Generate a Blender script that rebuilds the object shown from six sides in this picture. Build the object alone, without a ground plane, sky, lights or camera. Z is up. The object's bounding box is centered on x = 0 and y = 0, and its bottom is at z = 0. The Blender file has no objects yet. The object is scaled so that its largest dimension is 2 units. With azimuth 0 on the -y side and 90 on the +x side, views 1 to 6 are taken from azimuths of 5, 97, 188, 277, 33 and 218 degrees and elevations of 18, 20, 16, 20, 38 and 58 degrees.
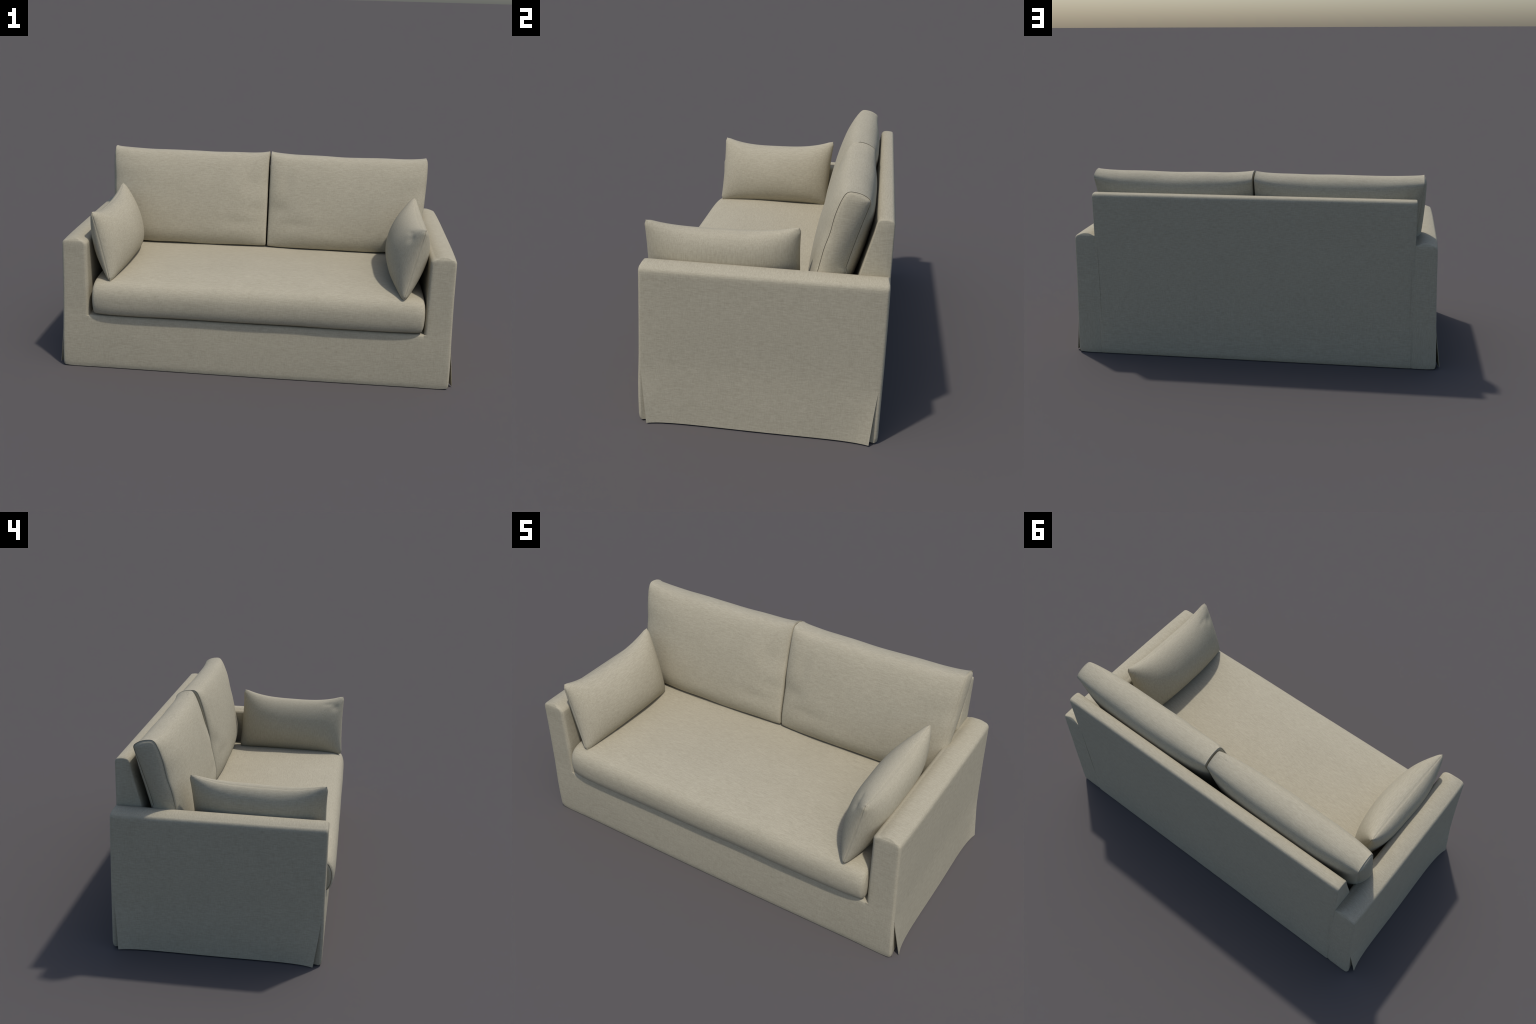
"""Slip-covered two-seat sofa in beige linen: body with split skirt, one bench seat
cushion, two boxed back cushions and two loose lumbar pillows."""
import bpy, math
from mathutils import Vector, noise

TAU = math.tau


# ------------------------------------------------------------------ helpers
def clamp(v, a=0.0, b=1.0):
    return max(a, min(b, v))


def smooth(a, b, v):
    t = clamp((v - a) / (b - a))
    return t * t * (3 - 2 * t)


def interp(table, v):
    """piecewise smooth lookup in a short profile table [(key, value), ...]"""
    if v <= table[0][0]:
        return table[0][1]
    for (k0, a), (k1, b) in zip(table, table[1:]):
        if v <= k1:
            return a + (b - a) * (v - k0) / (k1 - k0)
    return table[-1][1]


def spline_loop(ctrl, n):
    """closed Catmull-Rom through control points, resampled evenly by index"""
    m = len(ctrl)
    out = []
    for i in range(n):
        f = i * m / n
        k = int(f)
        t = f - k
        p = [ctrl[(k + j - 1) % m] for j in range(4)]
        q = []
        for c in range(2):
            a, b, d, e = p[0][c], p[1][c], p[2][c], p[3][c]
            q.append(0.5 * (2 * b + (d - a) * t + (2 * a - 5 * b + 4 * d - e) * t * t
                            + (3 * b - a - 3 * d + e) * t ** 3))
        out.append(tuple(q))
    return out


def inset_loop(loop, d):
    """move a closed 2D loop inwards by d along its vertex normals"""
    n = len(loop)
    area = sum(loop[i][0] * loop[(i + 1) % n][1] - loop[(i + 1) % n][0] * loop[i][1] for i in range(n))
    sg = 1 if area > 0 else -1
    out = []
    for i in range(n):
        a, b = loop[i - 1], loop[(i + 1) % n]
        tx, ty = b[0] - a[0], b[1] - a[1]
        L = math.hypot(tx, ty) or 1
        out.append((loop[i][0] - sg * ty / L * d, loop[i][1] + sg * tx / L * d))
    return out


def make_object(name, verts, faces, material, parent=None, angle=40, recalc=True):
    import bmesh
    me = bpy.data.meshes.new(name)
    me.from_pydata([tuple(v) for v in verts], [], faces)
    bm = bmesh.new()
    bm.from_mesh(me)
    bmesh.ops.remove_doubles(bm, verts=bm.verts, dist=1e-5)
    bmesh.ops.dissolve_degenerate(bm, edges=bm.edges, dist=1e-6)
    if recalc:
        bmesh.ops.recalc_face_normals(bm, faces=bm.faces)
    bm.to_mesh(me)
    bm.free()
    for p in me.polygons:
        p.use_smooth = True
    me.set_sharp_from_angle(angle=math.radians(angle))
    for m in (material if isinstance(material, (list, tuple)) else [material]):
        me.materials.append(m)
    ob = bpy.data.objects.new(name, me)
    bpy.context.scene.collection.objects.link(ob)
    if parent:
        ob.parent = parent
    return ob


def loft(rings, close_ring=True, cap_start=False, cap_end=False):
    n = len(rings[0])
    verts = [v for r in rings for v in r]
    faces = []
    for k in range(len(rings) - 1):
        for i in range(n if close_ring else n - 1):
            j = (i + 1) % n
            faces.append((k * n + i, k * n + j, (k + 1) * n + j, (k + 1) * n + i))
    if cap_start:
        faces.append(tuple(range(n)))
    if cap_end:
        b = (len(rings) - 1) * n
        faces.append(tuple(b + i for i in range(n)))
    return verts, faces


# ---------------------------------------------------------------- materials
LIGHT = (0.466, 0.422, 0.318)
DARK = (0.334, 0.301, 0.219)


def linen(name, thread, rows=None, cross=0.7):
    """woven linen. thread: axis 0/1/2 the visible slubs run along on most faces.
    rows: axis to use where the surface faces along x (end faces), or None."""
    mat = bpy.data.materials.new(name)
    mat.use_nodes = True
    nt = mat.node_tree
    N, L = nt.nodes, nt.links
    N.clear()
    out = N.new('ShaderNodeOutputMaterial')
    bsdf = N.new('ShaderNodeBsdfPrincipled')
    L.new(bsdf.outputs[0], out.inputs[0])
    bsdf.inputs['Roughness'].default_value = 0.93
    bsdf.inputs['Specular IOR Level'].default_value = 0.15
    tc = N.new('ShaderNodeTexCoord')

    def streak(axis, along, across, detail=3):
        mp = N.new('ShaderNodeMapping')
        sc = [across] * 3
        sc[axis] = along
        mp.inputs['Scale'].default_value = sc
        mp.inputs['Location'].default_value = (3.1 + axis, 1.7, 5.3)
        L.new(tc.outputs['Object'], mp.inputs['Vector'])
        nz = N.new('ShaderNodeTexNoise')
        nz.inputs['Scale'].default_value = 1.0
        nz.inputs['Detail'].default_value = detail
        nz.inputs['Roughness'].default_value = 0.6
        L.new(mp.outputs[0], nz.inputs['Vector'])
        return nz.outputs['Fac']

    def math_node(op, a, b=None, c=None):
        m = N.new('ShaderNodeMath')
        m.operation = op
        for i, v in enumerate((a, b, c)):
            if v is None:
                continue
            if isinstance(v, (int, float)):
                m.inputs[i].default_value = v
            else:
                L.new(v, m.inputs[i])
        return m.outputs[0]

    def weave(axis, other):
        a = streak(axis, 34, 250)
        b = streak(other, 44, 280)
        a = math_node('MULTIPLY_ADD', a, 1.0, -0.5)
        b = math_node('MULTIPLY_ADD', b, cross, -0.5 * cross)
        return math_node('ADD', a, b)

    other = {0: 2, 1: 2, 2: 1}[thread]
    w = weave(thread, other)
    if rows is not None:
        geo = N.new('ShaderNodeNewGeometry')
        sep = N.new('ShaderNodeSeparateXYZ')
        vt = N.new('ShaderNodeVectorTransform')
        vt.vector_type = 'NORMAL'
        vt.convert_from = 'WORLD'
        vt.convert_to = 'OBJECT'
        L.new(geo.outputs['Normal'], vt.inputs[0])
        L.new(vt.outputs[0], sep.inputs[0])
        ax = math_node('ABSOLUTE', sep.outputs[0])
        mask = N.new('ShaderNodeMapRange')
        mask.inputs['From Min'].default_value = 0.55
        mask.inputs['From Max'].default_value = 0.8
        L.new(ax, mask.inputs['Value'])
        w2 = weave(rows, 2 if rows == 1 else 1)
        mx = N.new('ShaderNodeMix')
        mx.data_type = 'FLOAT'
        L.new(mask.outputs[0], mx.inputs['Factor'])
        L.new(w, mx.inputs['A'])
        L.new(w2, mx.inputs['B'])
        w = mx.outputs['Result']

    # broad, faint dye variation and fibre speckle
    big = N.new('ShaderNodeTexNoise')
    big.inputs['Scale'].default_value = 9
    big.inputs['Detail'].default_value = 4
    L.new(tc.outputs['Object'], big.inputs['Vector'])
    fine = N.new('ShaderNodeTexNoise')
    fine.inputs['Scale'].default_value = 420
    fine.inputs['Detail'].default_value = 1
    L.new(tc.outputs['Object'], fine.inputs['Vector'])
    v = math_node('MULTIPLY_ADD', w, 0.95, 0.5)
    v = math_node('ADD', v, math_node('MULTIPLY_ADD', big.outputs['Fac'], 0.14, -0.07))
    v = math_node('ADD', v, math_node('MULTIPLY_ADD', fine.outputs['Fac'], 0.40, -0.20))
    ramp = N.new('ShaderNodeValToRGB')
    ramp.color_ramp.elements[0].position = 0.15
    ramp.color_ramp.elements[0].color = (*DARK, 1)
    ramp.color_ramp.elements[1].position = 0.85
    ramp.color_ramp.elements[1].color = (*LIGHT, 1)
    L.new(v, ramp.inputs['Fac'])
    L.new(ramp.outputs['Color'], bsdf.inputs['Base Color'])
    bump = N.new('ShaderNodeBump')
    bump.inputs['Strength'].default_value = 0.25
    bump.inputs['Distance'].default_value = 0.0012
    L.new(v, bump.inputs['Height'])
    L.new(bump.outputs['Normal'], bsdf.inputs['Normal'])
    return mat


M_BODY = linen('linen_body', 0, rows=1)
M_ARM = linen('linen_arm', 0, rows=1)
M_UPRIGHT = linen('linen_upright', 2)
M_CUSHION = linen('linen_cushion', 0)
M_GUSSET = linen('linen_gusset', 1, cross=0.6)
M_PILLOW = linen('linen_pillow', 1, cross=0.7)
M_PILLOW_TURNED = linen('linen_pillow_turned', 2, cross=0.6)

# --------------------------------------------------------------------- sofa
sofa = bpy.data.objects.new('sofa', None)
sofa.empty_display_size = 0.2
bpy.context.scene.collection.objects.link(sofa)
sofa['label'] = 'two-seat sofa with beige linen slipcover and skirt'
sofa['category'] = 'sofa'

SLIT = 0.232                      # height of the corner slits in the skirt
SEAT_DECK = 0.283
X_OUT = [(0.0, 0.978), (0.10, 0.976), (0.25, 0.970), (0.45, 0.963), (0.66, 0.959)]
Y_FRONT = [(0.0, -0.478), (0.10, -0.480), (0.18, -0.480), (0.30, -0.476), (0.60, -0.473)]
Y_REAR = [(0.0, 0.506), (0.10, 0.506), (0.35, 0.507), (0.55, 0.506), (0.68, 0.504)]
X_IN = 0.835


def arm_ring(z, ins_out=0.0, ins_in=0.0, ins_y=0.0, spine=None):
    """horizontal slice of the right armrest: rounded rectangle, fixed topology.
    column groups: outer flat (rear to front), corner, front, corner, inner, rear"""
    xo, yf, yr = interp(X_OUT, z) - ins_out, interp(Y_FRONT, z) + ins_y, interp(Y_REAR, z) - ins_y
    xi = X_IN + ins_in
    r = 0.013
    ri = 0.0 if z < SEAT_DECK - 0.002 else 0.017
    if spine is not None:
        r, ri = r * (1 - spine), ri * (1 - spine)
        xm = 0.897
        xo += (xm - xo) * spine
        xi += (xm - xi) * spine
    NF = 48
    pts = []
    y0, y1 = yr - 0.013, yf + 0.013
    for i in range(NF + 1):                               # outer face
        y = y0 + (y1 - y0) * i / NF
        full = 0.005 * (1 - (2 * i / NF - 1) ** 4) * smooth(0.25, 0.5, z) * (1 - (spine or 0))
        pts.append((xo + full, y))
    for k in range(1, 6):                                 # outer front corner
        a = k / 6 * math.pi / 2
        pts.append((xo - r + r * math.cos(a), y1 - (y1 - yf) * math.sin(a)))
    for i in range(9):                                    # front face
        pts.append((xo - r + (xi + ri - xo + r) * i / 8, yf))
    for k in range(1, 6):                                 # inner front corner
        a = k / 6 * math.pi / 2
        pts.append((xi + ri - ri * math.sin(a), yf + ri * (1 - math.cos(a))))
    for i in range(NF + 1):                               # inner face
        ya = yf + ri
        pts.append((xi, ya + (yr - ya) * i / NF))
    for i in range(1, 9):                                 # rear face
        x = xi + (xo - r - xi) * i / 8                    # dips under the edge of the back panel
        pts.append((x, yr - 0.0035 * (1 - smooth(0.843, 0.868, x)) * (1 - (spine or 0))))
    for k in range(1, 6):                                 # outer rear corner
        a = k / 6 * math.pi / 2
        pts.append((xo - r + r * math.sin(a), y0 + (yr - y0) * math.cos(a)))
    return [(x, y, z) for x, y in pts], NF


def build_arm(side):
    heights = [SLIT, 0.245, 0.262, SEAT_DECK - 0.003, SEAT_DECK - 0.001, 0.30, 0.34, 0.40, 0.46, 0.52, 0.58, 0.62, 0.640]
    rings = []
    for z in heights:
        ring, NF = arm_ring(z)
        rings.append(ring)
    for k in range(1, 9):                                  # shoulder rounding
        a = k / 8 * math.radians(80)
        rings.append(arm_ring(0.649 + 0.0225 * math.sin(a), 0.018 * (1 - math.cos(a)),
                              0.028 * (1 - math.cos(a)), 0.004 * (1 - math.cos(a)))[0])
    for k in range(1, 11):                                 # shallow crown
        f = k / 10
        rings.append(arm_ring(0.6712 + 0.0105 * (1 - (1 - f) ** 2), 0.0149, 0.0231,
                              0.0033 + 0.008 * f, spine=f)[0])
    verts, faces = loft(rings)
    n = len(rings[0])

    # below the slit: front / rear corners keep going, the outer face becomes a flared flap
    rows = [0.20, 0.17, 0.14, 0.11, 0.08, 0.05, 0.025, 0.012, 0.0045]
    prev = list(range(n))                                  # ring at SLIT
    body_cols = list(range(NF, n)) + [0]                   # everything but the outer flat
    for z in rows:
        tuck = 0.004 * smooth(0.02, 0.0, z)
        ring, _ = arm_ring(z, ins_out=tuck, ins_y=tuck)
        base = len(verts)
        for (x, y, zz) in ring:
            near = smooth(0.05, 0.0, abs(x - 0.977)) * smooth(0.03, 0.0, z)
            verts.append((x, y, zz - 0.004 + 0.004 * near if z < 0.01 else zz))
        cur = list(range(base, base + n))
        for a, b in zip(body_cols, body_cols[1:]):
            faces.append((prev[a], prev[b], cur[b], cur[a]))
        prev = cur
    # returns of the corner cloth behind the flap
    for col, sg in ((NF, 1), (0, -1)):
        cols = []
        for z in [SLIT - 0.004] + rows:
            ring, _ = arm_ring(z)
            x, y, _z = ring[col]
            base = len(verts)
            for d, rec in ((0, 0.0), (0.012, 0.003), (0.03, 0.006), (0.09, 0.009)):
                verts.append((x - rec, y + sg * d, z))
            cols.append(base)
        for a, b in zip(cols, cols[1:]):
            for k in range(3):
                faces.append((a + k, a + k + 1, b + k + 1, b + k))
    # flap: side cloth below the slit, swung out at its free corners
    prev = list(range(NF + 1))
    lip = []
    flap_rows = [0.215, 0.195, 0.17, 0.145, 0.12, 0.095, 0.07, 0.045, 0.02, 0.0035]
    grids = [[verts[i] for i in range(NF + 1)]]
    for z in flap_rows:
        d = (SLIT - z) / SLIT
        row = []
        yf_top, yr_top = grids[0][NF][1], grids[0][0][1]
        yf = yf_top + (-0.438 - yf_top) * d ** 1.15
        yr = yr_top + (0.470 - yr_top) * d ** 0.8
        for i in range(NF + 1):
            y = yr + (yf - yr) * i / NF
            fl = 0.020 * d ** 1.2 * (math.exp(-(y - yf) / 0.055) + math.exp(-(yr - y) / 0.070))
            wav = 0.0015 * d * math.sin(y * 9.0 + 1.0)
            row.append((interp(X_OUT, z) + 0.0035 * d ** 1.6 + fl + wav, y, z))
        grids.append(row)
    base_prev = list(range(NF + 1))
    inner_prev = None
    for r_i, row in enumerate(grids[1:]):
        base = len(verts)
        verts.extend(row)
        cur = list(range(base, base + NF + 1))
        for i in range(NF):
            faces.append((base_prev[i], base_prev[i + 1], cur[i + 1], cur[i]))
        base_prev = cur
        ib = len(verts)
        verts.extend((x - 0.0025, y + (0.0 if 0 < i < NF else 0.0), z) for i, (x, y, z) in enumerate(row))
        icur = list(range(ib, ib + NF + 1))
        if inner_prev:
            for i in range(NF):
                faces.append((icur[i], icur[i + 1], inner_prev[i + 1], inner_prev[i]))
            for e in (0, NF):
                faces.append((cur[e], icur[e], inner_prev[e], lip[e]))
        inner_prev = icur
        lip = cur
    for i in range(NF):
        faces.append((lip[i], lip[i + 1], inner_prev[i + 1], inner_prev[i]))
    if side < 0:
        verts = [(-x, y, z) for x, y, z in verts]
        faces = [tuple(reversed(f)) for f in faces]
    ob = make_object('armrest', verts, faces, [M_ARM, M_UPRIGHT], sofa, recalc=False, angle=38)
    me = ob.data
    for p in me.polygons:                                  # rear strip cut with upright threads
        if p.normal.y > 0.8 and p.center.y > 0.4:
            p.material_index = 1
    return ob


def orient_outward(ob):
    """flip the whole mesh if its summed normals point inwards (open shells)"""
    me = ob.data
    c = sum((v.co for v in me.vertices), Vector()) / len(me.vertices)
    if sum(p.normal.dot(p.center - c) * p.area for p in me.polygons) < 0:
        me.flip_normals()


for s in (1, -1):
    orient_outward(build_arm(s))

# base: front panel under the seat, running back as the seat deck
prof = [(interp(Y_FRONT, 0.0005) + 0.004, 0.0005), (interp(Y_FRONT, 0.012) + 0.0012, 0.012)]
prof += [(interp(Y_FRONT, z), z) for z in (0.025, 0.05, 0.08, 0.10, 0.14, 0.18, 0.22, 0.25, 0.27)]
for k in range(1, 7):
    a = k / 6 * math.pi / 2
    prof.append((-0.4765 + 0.012 * (1 - math.cos(a)), 0.271 + 0.012 * math.sin(a)))
prof += [(-0.40, 0.284), (0.0, 0.284), (0.33, 0.284), (0.33, 0.0005)]
rings = []
for i in range(41):
    x = -X_IN + 2 * X_IN * i / 40
    b = 0.004 * (1 - (x / X_IN) ** 2) ** 2                      # skirt hangs a touch forward mid-span
    rings.append([(x, y - b * smooth(0.25, 0.0, z) * (y < -0.3), z) for y, z in prof])
v, f = loft(rings, cap_start=True, cap_end=True)
make_object('front_skirt', v, f, M_BODY, sofa, angle=50)

# backrest: wedge slab, flat behind and raked in front
BX = 0.8485
prof = [(0.503, 0.0005), (0.5075, 0.012), (0.508, 0.03), (0.507, 0.10), (0.506, 0.20), (0.5052, 0.40), (0.5047, 0.60), (0.5045, 0.80), (0.5045, 0.873)]
for k in range(1, 8):
    a = k / 8 * math.pi / 2
    prof.append((0.4885 + 0.016 * math.cos(a), 0.875 + 0.022 * math.sin(a)))
prof += [(0.488, 0.8975), (0.475, 0.8995), (0.462, 0.8995), (0.451, 0.8975), (0.443, 0.8935), (0.438, 0.887), (0.435, 0.879),
         (0.428, 0.845), (0.405, 0.755), (0.383, 0.67), (0.345, 0.52), (0.315, 0.40), (0.315, 0.0005)]
rings = []
ends = [(0, 0.006), (0.0008, 0.0035), (0.0025, 0.0014), (0.006, 0.0)]
for d, ins in ends:
    rings.append([(-BX + d, y, z) for y, z in inset_loop(prof, ins)])
for i in range(1, 40):
    x = -BX + 2 * BX * i / 40
    rings.append([(x, y, z) for y, z in prof])
for d, ins in reversed(ends):
    rings.append([(BX - d, y, z) for y, z in inset_loop(prof, ins)])
rings = [[(x, y, max(z, 0.0005)) for x, y, z in r] for r in rings]
v, f = loft(rings, cap_start=True, cap_end=True)
make_object('backrest', v, f, M_BODY, sofa, angle=50)


# ---------------------------------------------------------- boxed cushions
def boxed_cushion(name, x_mid, half, mid_ctrl, end_ctrl, power, n=176, flip=1, relief=None, xscale=None,
                  p_in=2.0, seed=0.0, lift=None, wobble=1.0, bulges=(0.01, 0.01), tip=0.0):
    """wrap panel lofted along x between two end gussets, which meet it in a sewn groove"""
    M, Eend = spline_loop(mid_ctrl, n), spline_loop(end_ctrl, n)

    def width(s, y, z):
        return xscale(s, y, z) if xscale else 1.0

    def place(xi, y, z):
        return xi * half * width(xi, y, z)

    def section(s):
        w = (1 - abs(s) ** p_in) ** power if abs(s) < 1 else 0.0
        return [(e[0] + (m[0] - e[0]) * w, e[1] + (m[1] - e[1]) * w) for m, e in zip(M, Eend)]

    rings = []
    K = 72
    for k in range(-K, K + 1):
        s = math.sin(k / K * math.pi / 2)
        s = 0.6 * s + 0.4 * k / K
        ring = []
        for y, z in section(s):
            x = place(s, y, z)
            dy = relief(s, z, y) if relief else 0.0
            q = Vector((x * 3.1 + seed, y * 3.1, z * 3.1))
            nz = noise.noise(q) * 0.004 * wobble * (1 - abs(s) ** 6)
            ring.append((x_mid + flip * x, y + dy + nz, z + noise.noise(q * 1.6 + Vector((7, 3, 1))) * 0.004 * wobble
                         + (lift(s, y, z) if lift else 0.0)))
        rings.append(ring)
    # sewn groove at both ends
    def edge_ring(sgn, ins, dx):
        src = [(p[1], p[2]) for p in rings_core[0 if sgn < 0 else -1]]
        return [(x_mid + flip * (sgn * half * width(sgn, y, z) + sgn * dx), y, z) for y, z in inset_loop(src, ins)]
    rings_core = list(rings)
    lead = [edge_ring(-1, 0.0023, -0.004), edge_ring(-1, 0.0010, 0.0008)]
    tail = [edge_ring(1, 0.0010, 0.0008), edge_ring(1, 0.0023, -0.004)]
    v, f = loft(lead + rings + tail)
    cover = make_object(name, v, f, M_CUSHION, sofa, angle=60)
    for sgn in (-1, 1):
        src = [(p[1], p[2]) for p in rings_core[0 if sgn < 0 else -1]]
        bulge = bulges[0 if sgn < 0 else 1]
        gr = []
        for ins, dx in ((0.0024, -0.004), (0.0026, -0.001), (0.0042, 0.0010), (0.0080, 0.0026)):
            gr.append(edge_ring(sgn, ins, dx))
        gv, gf = loft(gr)
        # domed middle: grid between the two long sides of the seam, folded at the tip
        inner = inset_loop(src, 0.008)
        ic = round(tip * n)
        A = 20
        base = len(gv)
        for k in range(n // 2 + 1):
            p, q = inner[(ic + k) % n], inner[(ic - k) % n]
            rise = math.sin(math.pi * k / (n // 2)) ** 1.1
            for a in range(A + 1):
                t = 0.5 - 0.5 * math.cos(math.pi * a / A)
                y, z = p[0] + (q[0] - p[0]) * t, p[1] + (q[1] - p[1]) * t
                b = 0.0026 + bulge * rise * (4 * t * (1 - t)) ** 0.65
                gv.append((x_mid + flip * sgn * (half * width(sgn, y, z) + b), y, z))
        for k in range(n // 2):
            for a in range(A):
                c = base + k * (A + 1) + a
                gf.append((c, c + 1, c + A + 2, c + A + 1))
        make_object('cushion_side', gv, gf, M_GUSSET, cover, angle=60)
    return cover


# bench seat cushion
seat_mid = [(-0.470, 0.290), (-0.496, 0.302), (-0.509, 0.333), (-0.513, 0.375), (-0.509, 0.412), (-0.495, 0.442),
            (-0.470, 0.461), (-0.42, 0.472), (-0.30, 0.477), (-0.10, 0.479), (0.10, 0.479), (0.28, 0.478), (0.315, 0.46),
            (0.325, 0.40), (0.315, 0.31), (0.27, 0.288), (0.0, 0.286), (-0.25, 0.286), (-0.42, 0.287)]
seat_end = [(-0.462, 0.296), (-0.482, 0.308), (-0.494, 0.335), (-0.498, 0.372), (-0.494, 0.404), (-0.481, 0.431),
            (-0.458, 0.448), (-0.41, 0.459), (-0.30, 0.464), (-0.10, 0.466), (0.10, 0.466), (0.27, 0.465), (0.30, 0.45),
            (0.31, 0.40), (0.30, 0.32), (0.26, 0.294), (0.0, 0.292), (-0.25, 0.292), (-0.41, 0.293)]


def seat_crown(s, y, z):
    if z < 0.40:
        return 0.0
    return 0.0235 * (1 - abs(s) ** 1.8) * smooth(-0.50, -0.27, y) * (1 - 0.70 * smooth(-0.14, 0.20, y)) * smooth(0.42, 0.47, z)


boxed_cushion('seat_cushion', 0.008, 0.814, seat_mid, seat_end, 0.5, p_in=14.0, seed=2.0, lift=seat_crown, wobble=0.6,
              bulges=(0.010, 0.010), tip=3.0 / 19)

# back cushions: puffed in the middle, crisp at the sewn ends, leaning on the backrest
back_mid = [(0.180, 0.499), (0.162, 0.562), (0.172, 0.660), (0.193, 0.760), (0.216, 0.845), (0.244, 0.918), (0.272, 0.965),
            (0.300, 0.987), (0.337, 0.991), (0.375, 0.982), (0.405, 0.958), (0.420, 0.920), (0.427, 0.860), (0.412, 0.780),
            (0.387, 0.685), (0.358, 0.590), (0.335, 0.520), (0.310, 0.490), (0.250, 0.485), (0.208, 0.488)]
back_end = [(0.186, 0.512), (0.190, 0.577), (0.212, 0.673), (0.232, 0.768), (0.255, 0.840), (0.277, 0.918), (0.298, 0.977),
            (0.318, 1.003), (0.350, 1.004), (0.384, 0.993), (0.407, 0.972), (0.399, 0.935), (0.380, 0.870), (0.355, 0.780),
            (0.330, 0.685), (0.305, 0.590), (0.288, 0.520), (0.275, 0.495), (0.240, 0.488), (0.205, 0.494)]


def puckers(s, z, y, swell):
    """soft uneven puckers along the inner vertical edge of a back cushion (s=+1 is the inner end)"""
    d = 0.0
    if y < 0.33:
        d += 0.007 * smooth(-0.3, -0.8, s) * smooth(0.92, 0.80, z)
        d -= swell * smooth(0.55, 1.0, s) * smooth(0.70, 0.86, z)
        for s0, z0, ws, wz, amp in ((0.78, 0.85, 0.09, 0.075, 0.005), (0.86, 0.70, 0.14, 0.035, 0.004),
                                    (0.66, 0.625, 0.20, 0.028, 0.0035)):
            d += amp * math.exp(-((s - s0) / ws) ** 2 - ((z - z0) / wz) ** 2)
    return d


def outer_taper(s, y, z):
    """the outer end narrows where it drops between the arms (s=-1 is the outer end)"""
    rear = smooth(-0.03, 0.06, y - (0.27 + (z - 0.68) * 0.33))
    return 1.0 - (0.040 * clamp((0.97 - z) / 0.28) + 0.030 * rear * clamp((0.97 - z) / 0.22)) * smooth(0.3, -1.0, s)


for mid, half, flip, seed, puff, swell in ((-0.443, 0.4375, 1, 5.0, 0.018, -0.005), (0.4365, 0.4285, -1, 9.0, 0.016, 0.013)):
    boxed_cushion('back_cushion', mid, half, back_mid, back_end, 0.6, relief=lambda a, b, c, k=swell: puckers(a, b, c, k), flip=flip, xscale=outer_taper, wobble=1.2,
                  p_in=3.2, seed=seed, bulges=(puff, 0.0), tip=8.3 / 20)


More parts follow.
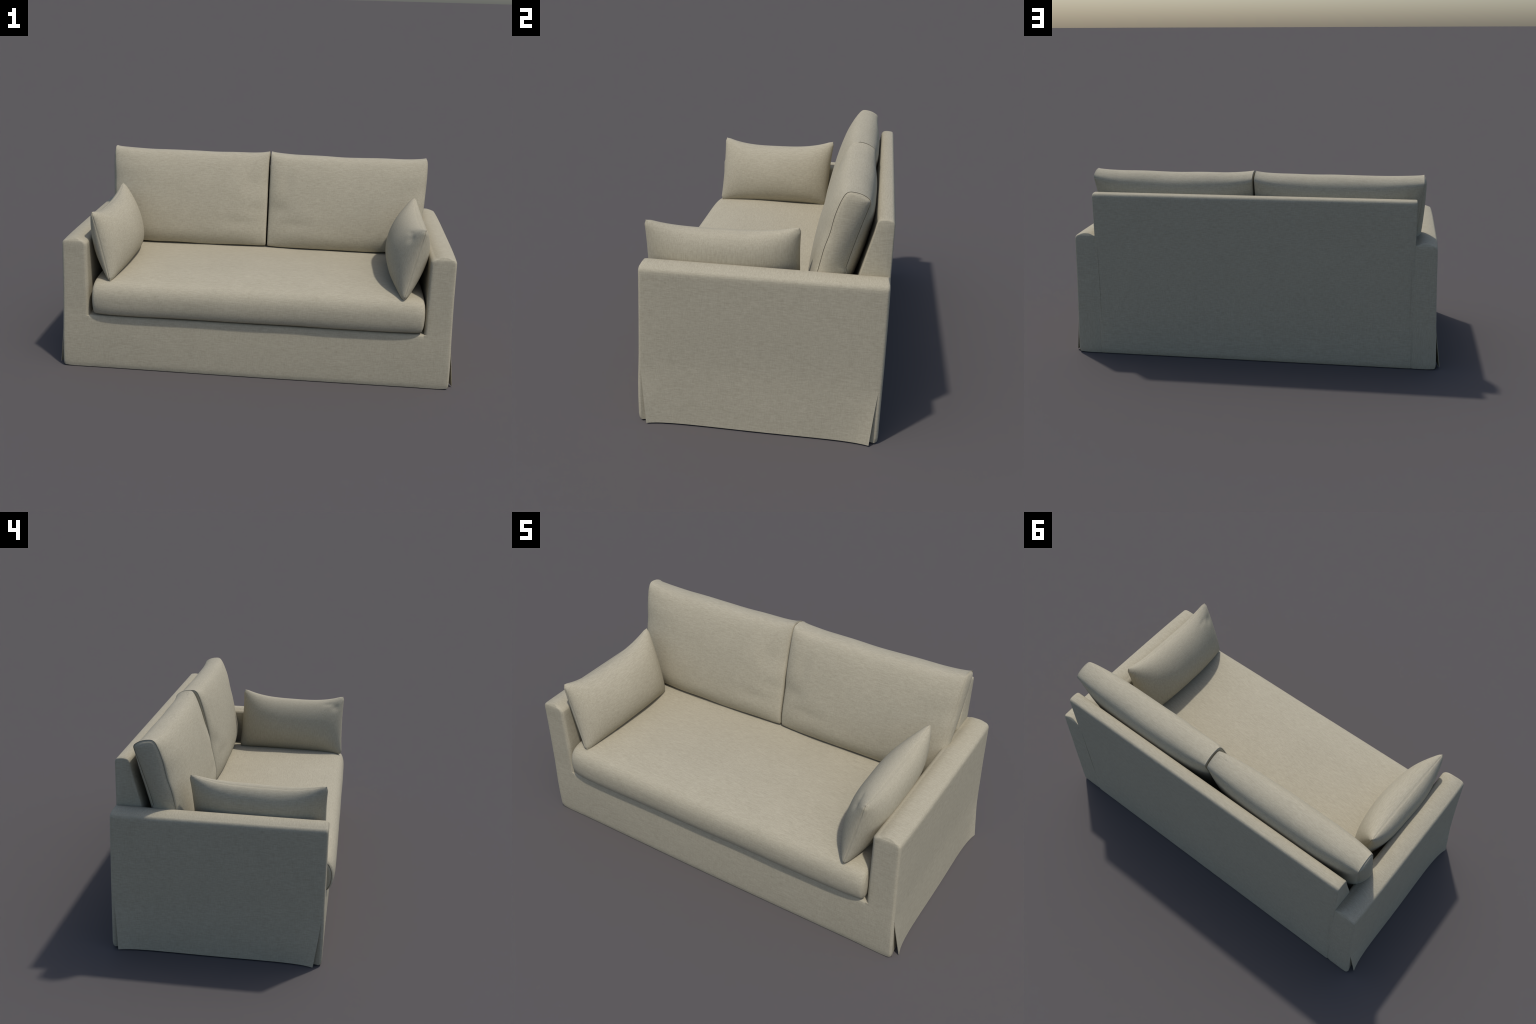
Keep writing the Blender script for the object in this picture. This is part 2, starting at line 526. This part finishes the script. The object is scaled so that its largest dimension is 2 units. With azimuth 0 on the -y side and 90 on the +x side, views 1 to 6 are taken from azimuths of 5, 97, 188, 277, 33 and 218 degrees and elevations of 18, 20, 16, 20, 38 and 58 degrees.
# ---------------------------------------------------------- loose pillows
def pillow(name, label, corners, bulge_in, bulge_out, material, seed, tucks):
    """knife-edge lumbar pillow; corners: front-top, rear-top, front-bottom, rear-bottom"""
    FT, RT, FB, RB = (Vector(c) for c in corners)
    centre = (FT + RT + FB + RB) / 4
    inward = -1 if centre.x > 0 else 1
    nrm = (RT - FB).cross(FT - RB).normalized()
    if nrm.x * inward < 0:
        nrm = -nrm
    NU, NV = 96, 64
    up = ((FT + RT) - (FB + RB)).normalized()
    wide = ((RT + RB) - (FT + FB)).normalized()

    def plane_point(s, t):
        a, b = (s + 1) / 2, (t + 1) / 2
        k = 0.024 * smooth(0.90, 1.0, abs(s)) * smooth(0.84, 1.0, abs(t))      # blunt corners
        a, b = 0.5 + (a - 0.5) * (1.020 - k), 0.5 + (b - 0.5) * (1.032 - 1.6 * k)
        p = (FB * (1 - a) + RB * a) * (1 - b) + (FT * (1 - a) + RT * a) * b
        sag_top = 0.043 * (1 - abs(s) ** 3.0)
        rise_bot = 0.010 * (1 - abs(s) ** 6)
        p -= up * (sag_top * max(b, 0.0) ** 1.5 - rise_bot * (1 - b) ** 2)
        p -= wide * (s * (0.008 * (1 - abs(t) ** 2.5)) * abs(s) ** 2)
        return p

    verts, idx = [], {}
    faces = []
    for half in (0, 1):
        for i in range(NU + 1):
            for j in range(NV + 1):
                s = math.sin((i / NU - 0.5) * math.pi)
                t = math.sin((j / NV - 0.5) * math.pi)
                rim = i in (0, NU) or j in (0, NV)
                if half and rim:
                    idx[1, i, j] = idx[0, i, j]
                    continue
                es, et = max(0.0, 1 - abs(s) ** 2.4), max(0.0, 1 - abs(t) ** 2.1)
                h = (es * et) ** 0.48
                p = plane_point(s, t)
                if rim:                                    # sewn rim sits in a shallow groove
                    p -= wide * (0.0025 * s * (abs(s) > 0.999)) + up * (0.0025 * t * (abs(t) > 0.999))
                    h = 0.0
                if half == 0:
                    d = bulge_in * h
                    for s0, t0, ws, wt, amp in tucks:
                        d -= amp * math.exp(-((s - s0) / ws) ** 2 - ((t - t0) / wt) ** 2)
                else:
                    d = -bulge_out * h
                q = p * 5.0 + Vector((seed, half * 3.0, 0))
                d += 0.006 * h * noise.noise(q)
                verts.append(p + nrm * d - centre)
                idx[half, i, j] = len(verts) - 1
        for i in range(NU):
            for j in range(NV):
                faces.append((idx[half, i, j], idx[half, i + 1, j], idx[half, i + 1, j + 1], idx[half, i, j + 1]))
    ob = make_object(name, verts, faces, material, None, angle=75)
    ob.location = centre
    ob['label'] = label
    ob['category'] = 'pillow'
    return ob


pillow('throw_pillow', 'plump beige linen lumbar pillow with pointed corners',
       [(-0.809, -0.453, 0.815), (-0.808, 0.167, 0.827), (-0.725, -0.461, 0.463), (-0.714, 0.150, 0.476)],
       0.105, 0.085, M_PILLOW, 1.0, [])
pillow('throw_pillow', 'plump beige linen lumbar pillow with pointed corners',
       [(0.799, -0.483, 0.815), (0.799, 0.140, 0.827), (0.721, -0.488, 0.460), (0.714, 0.149, 0.476)],
       0.105, 0.085, M_PILLOW_TURNED, 4.0, [(-0.84, 0.66, 0.07, 0.12, 0.007), (-0.70, 0.80, 0.10, 0.06, 0.004)])
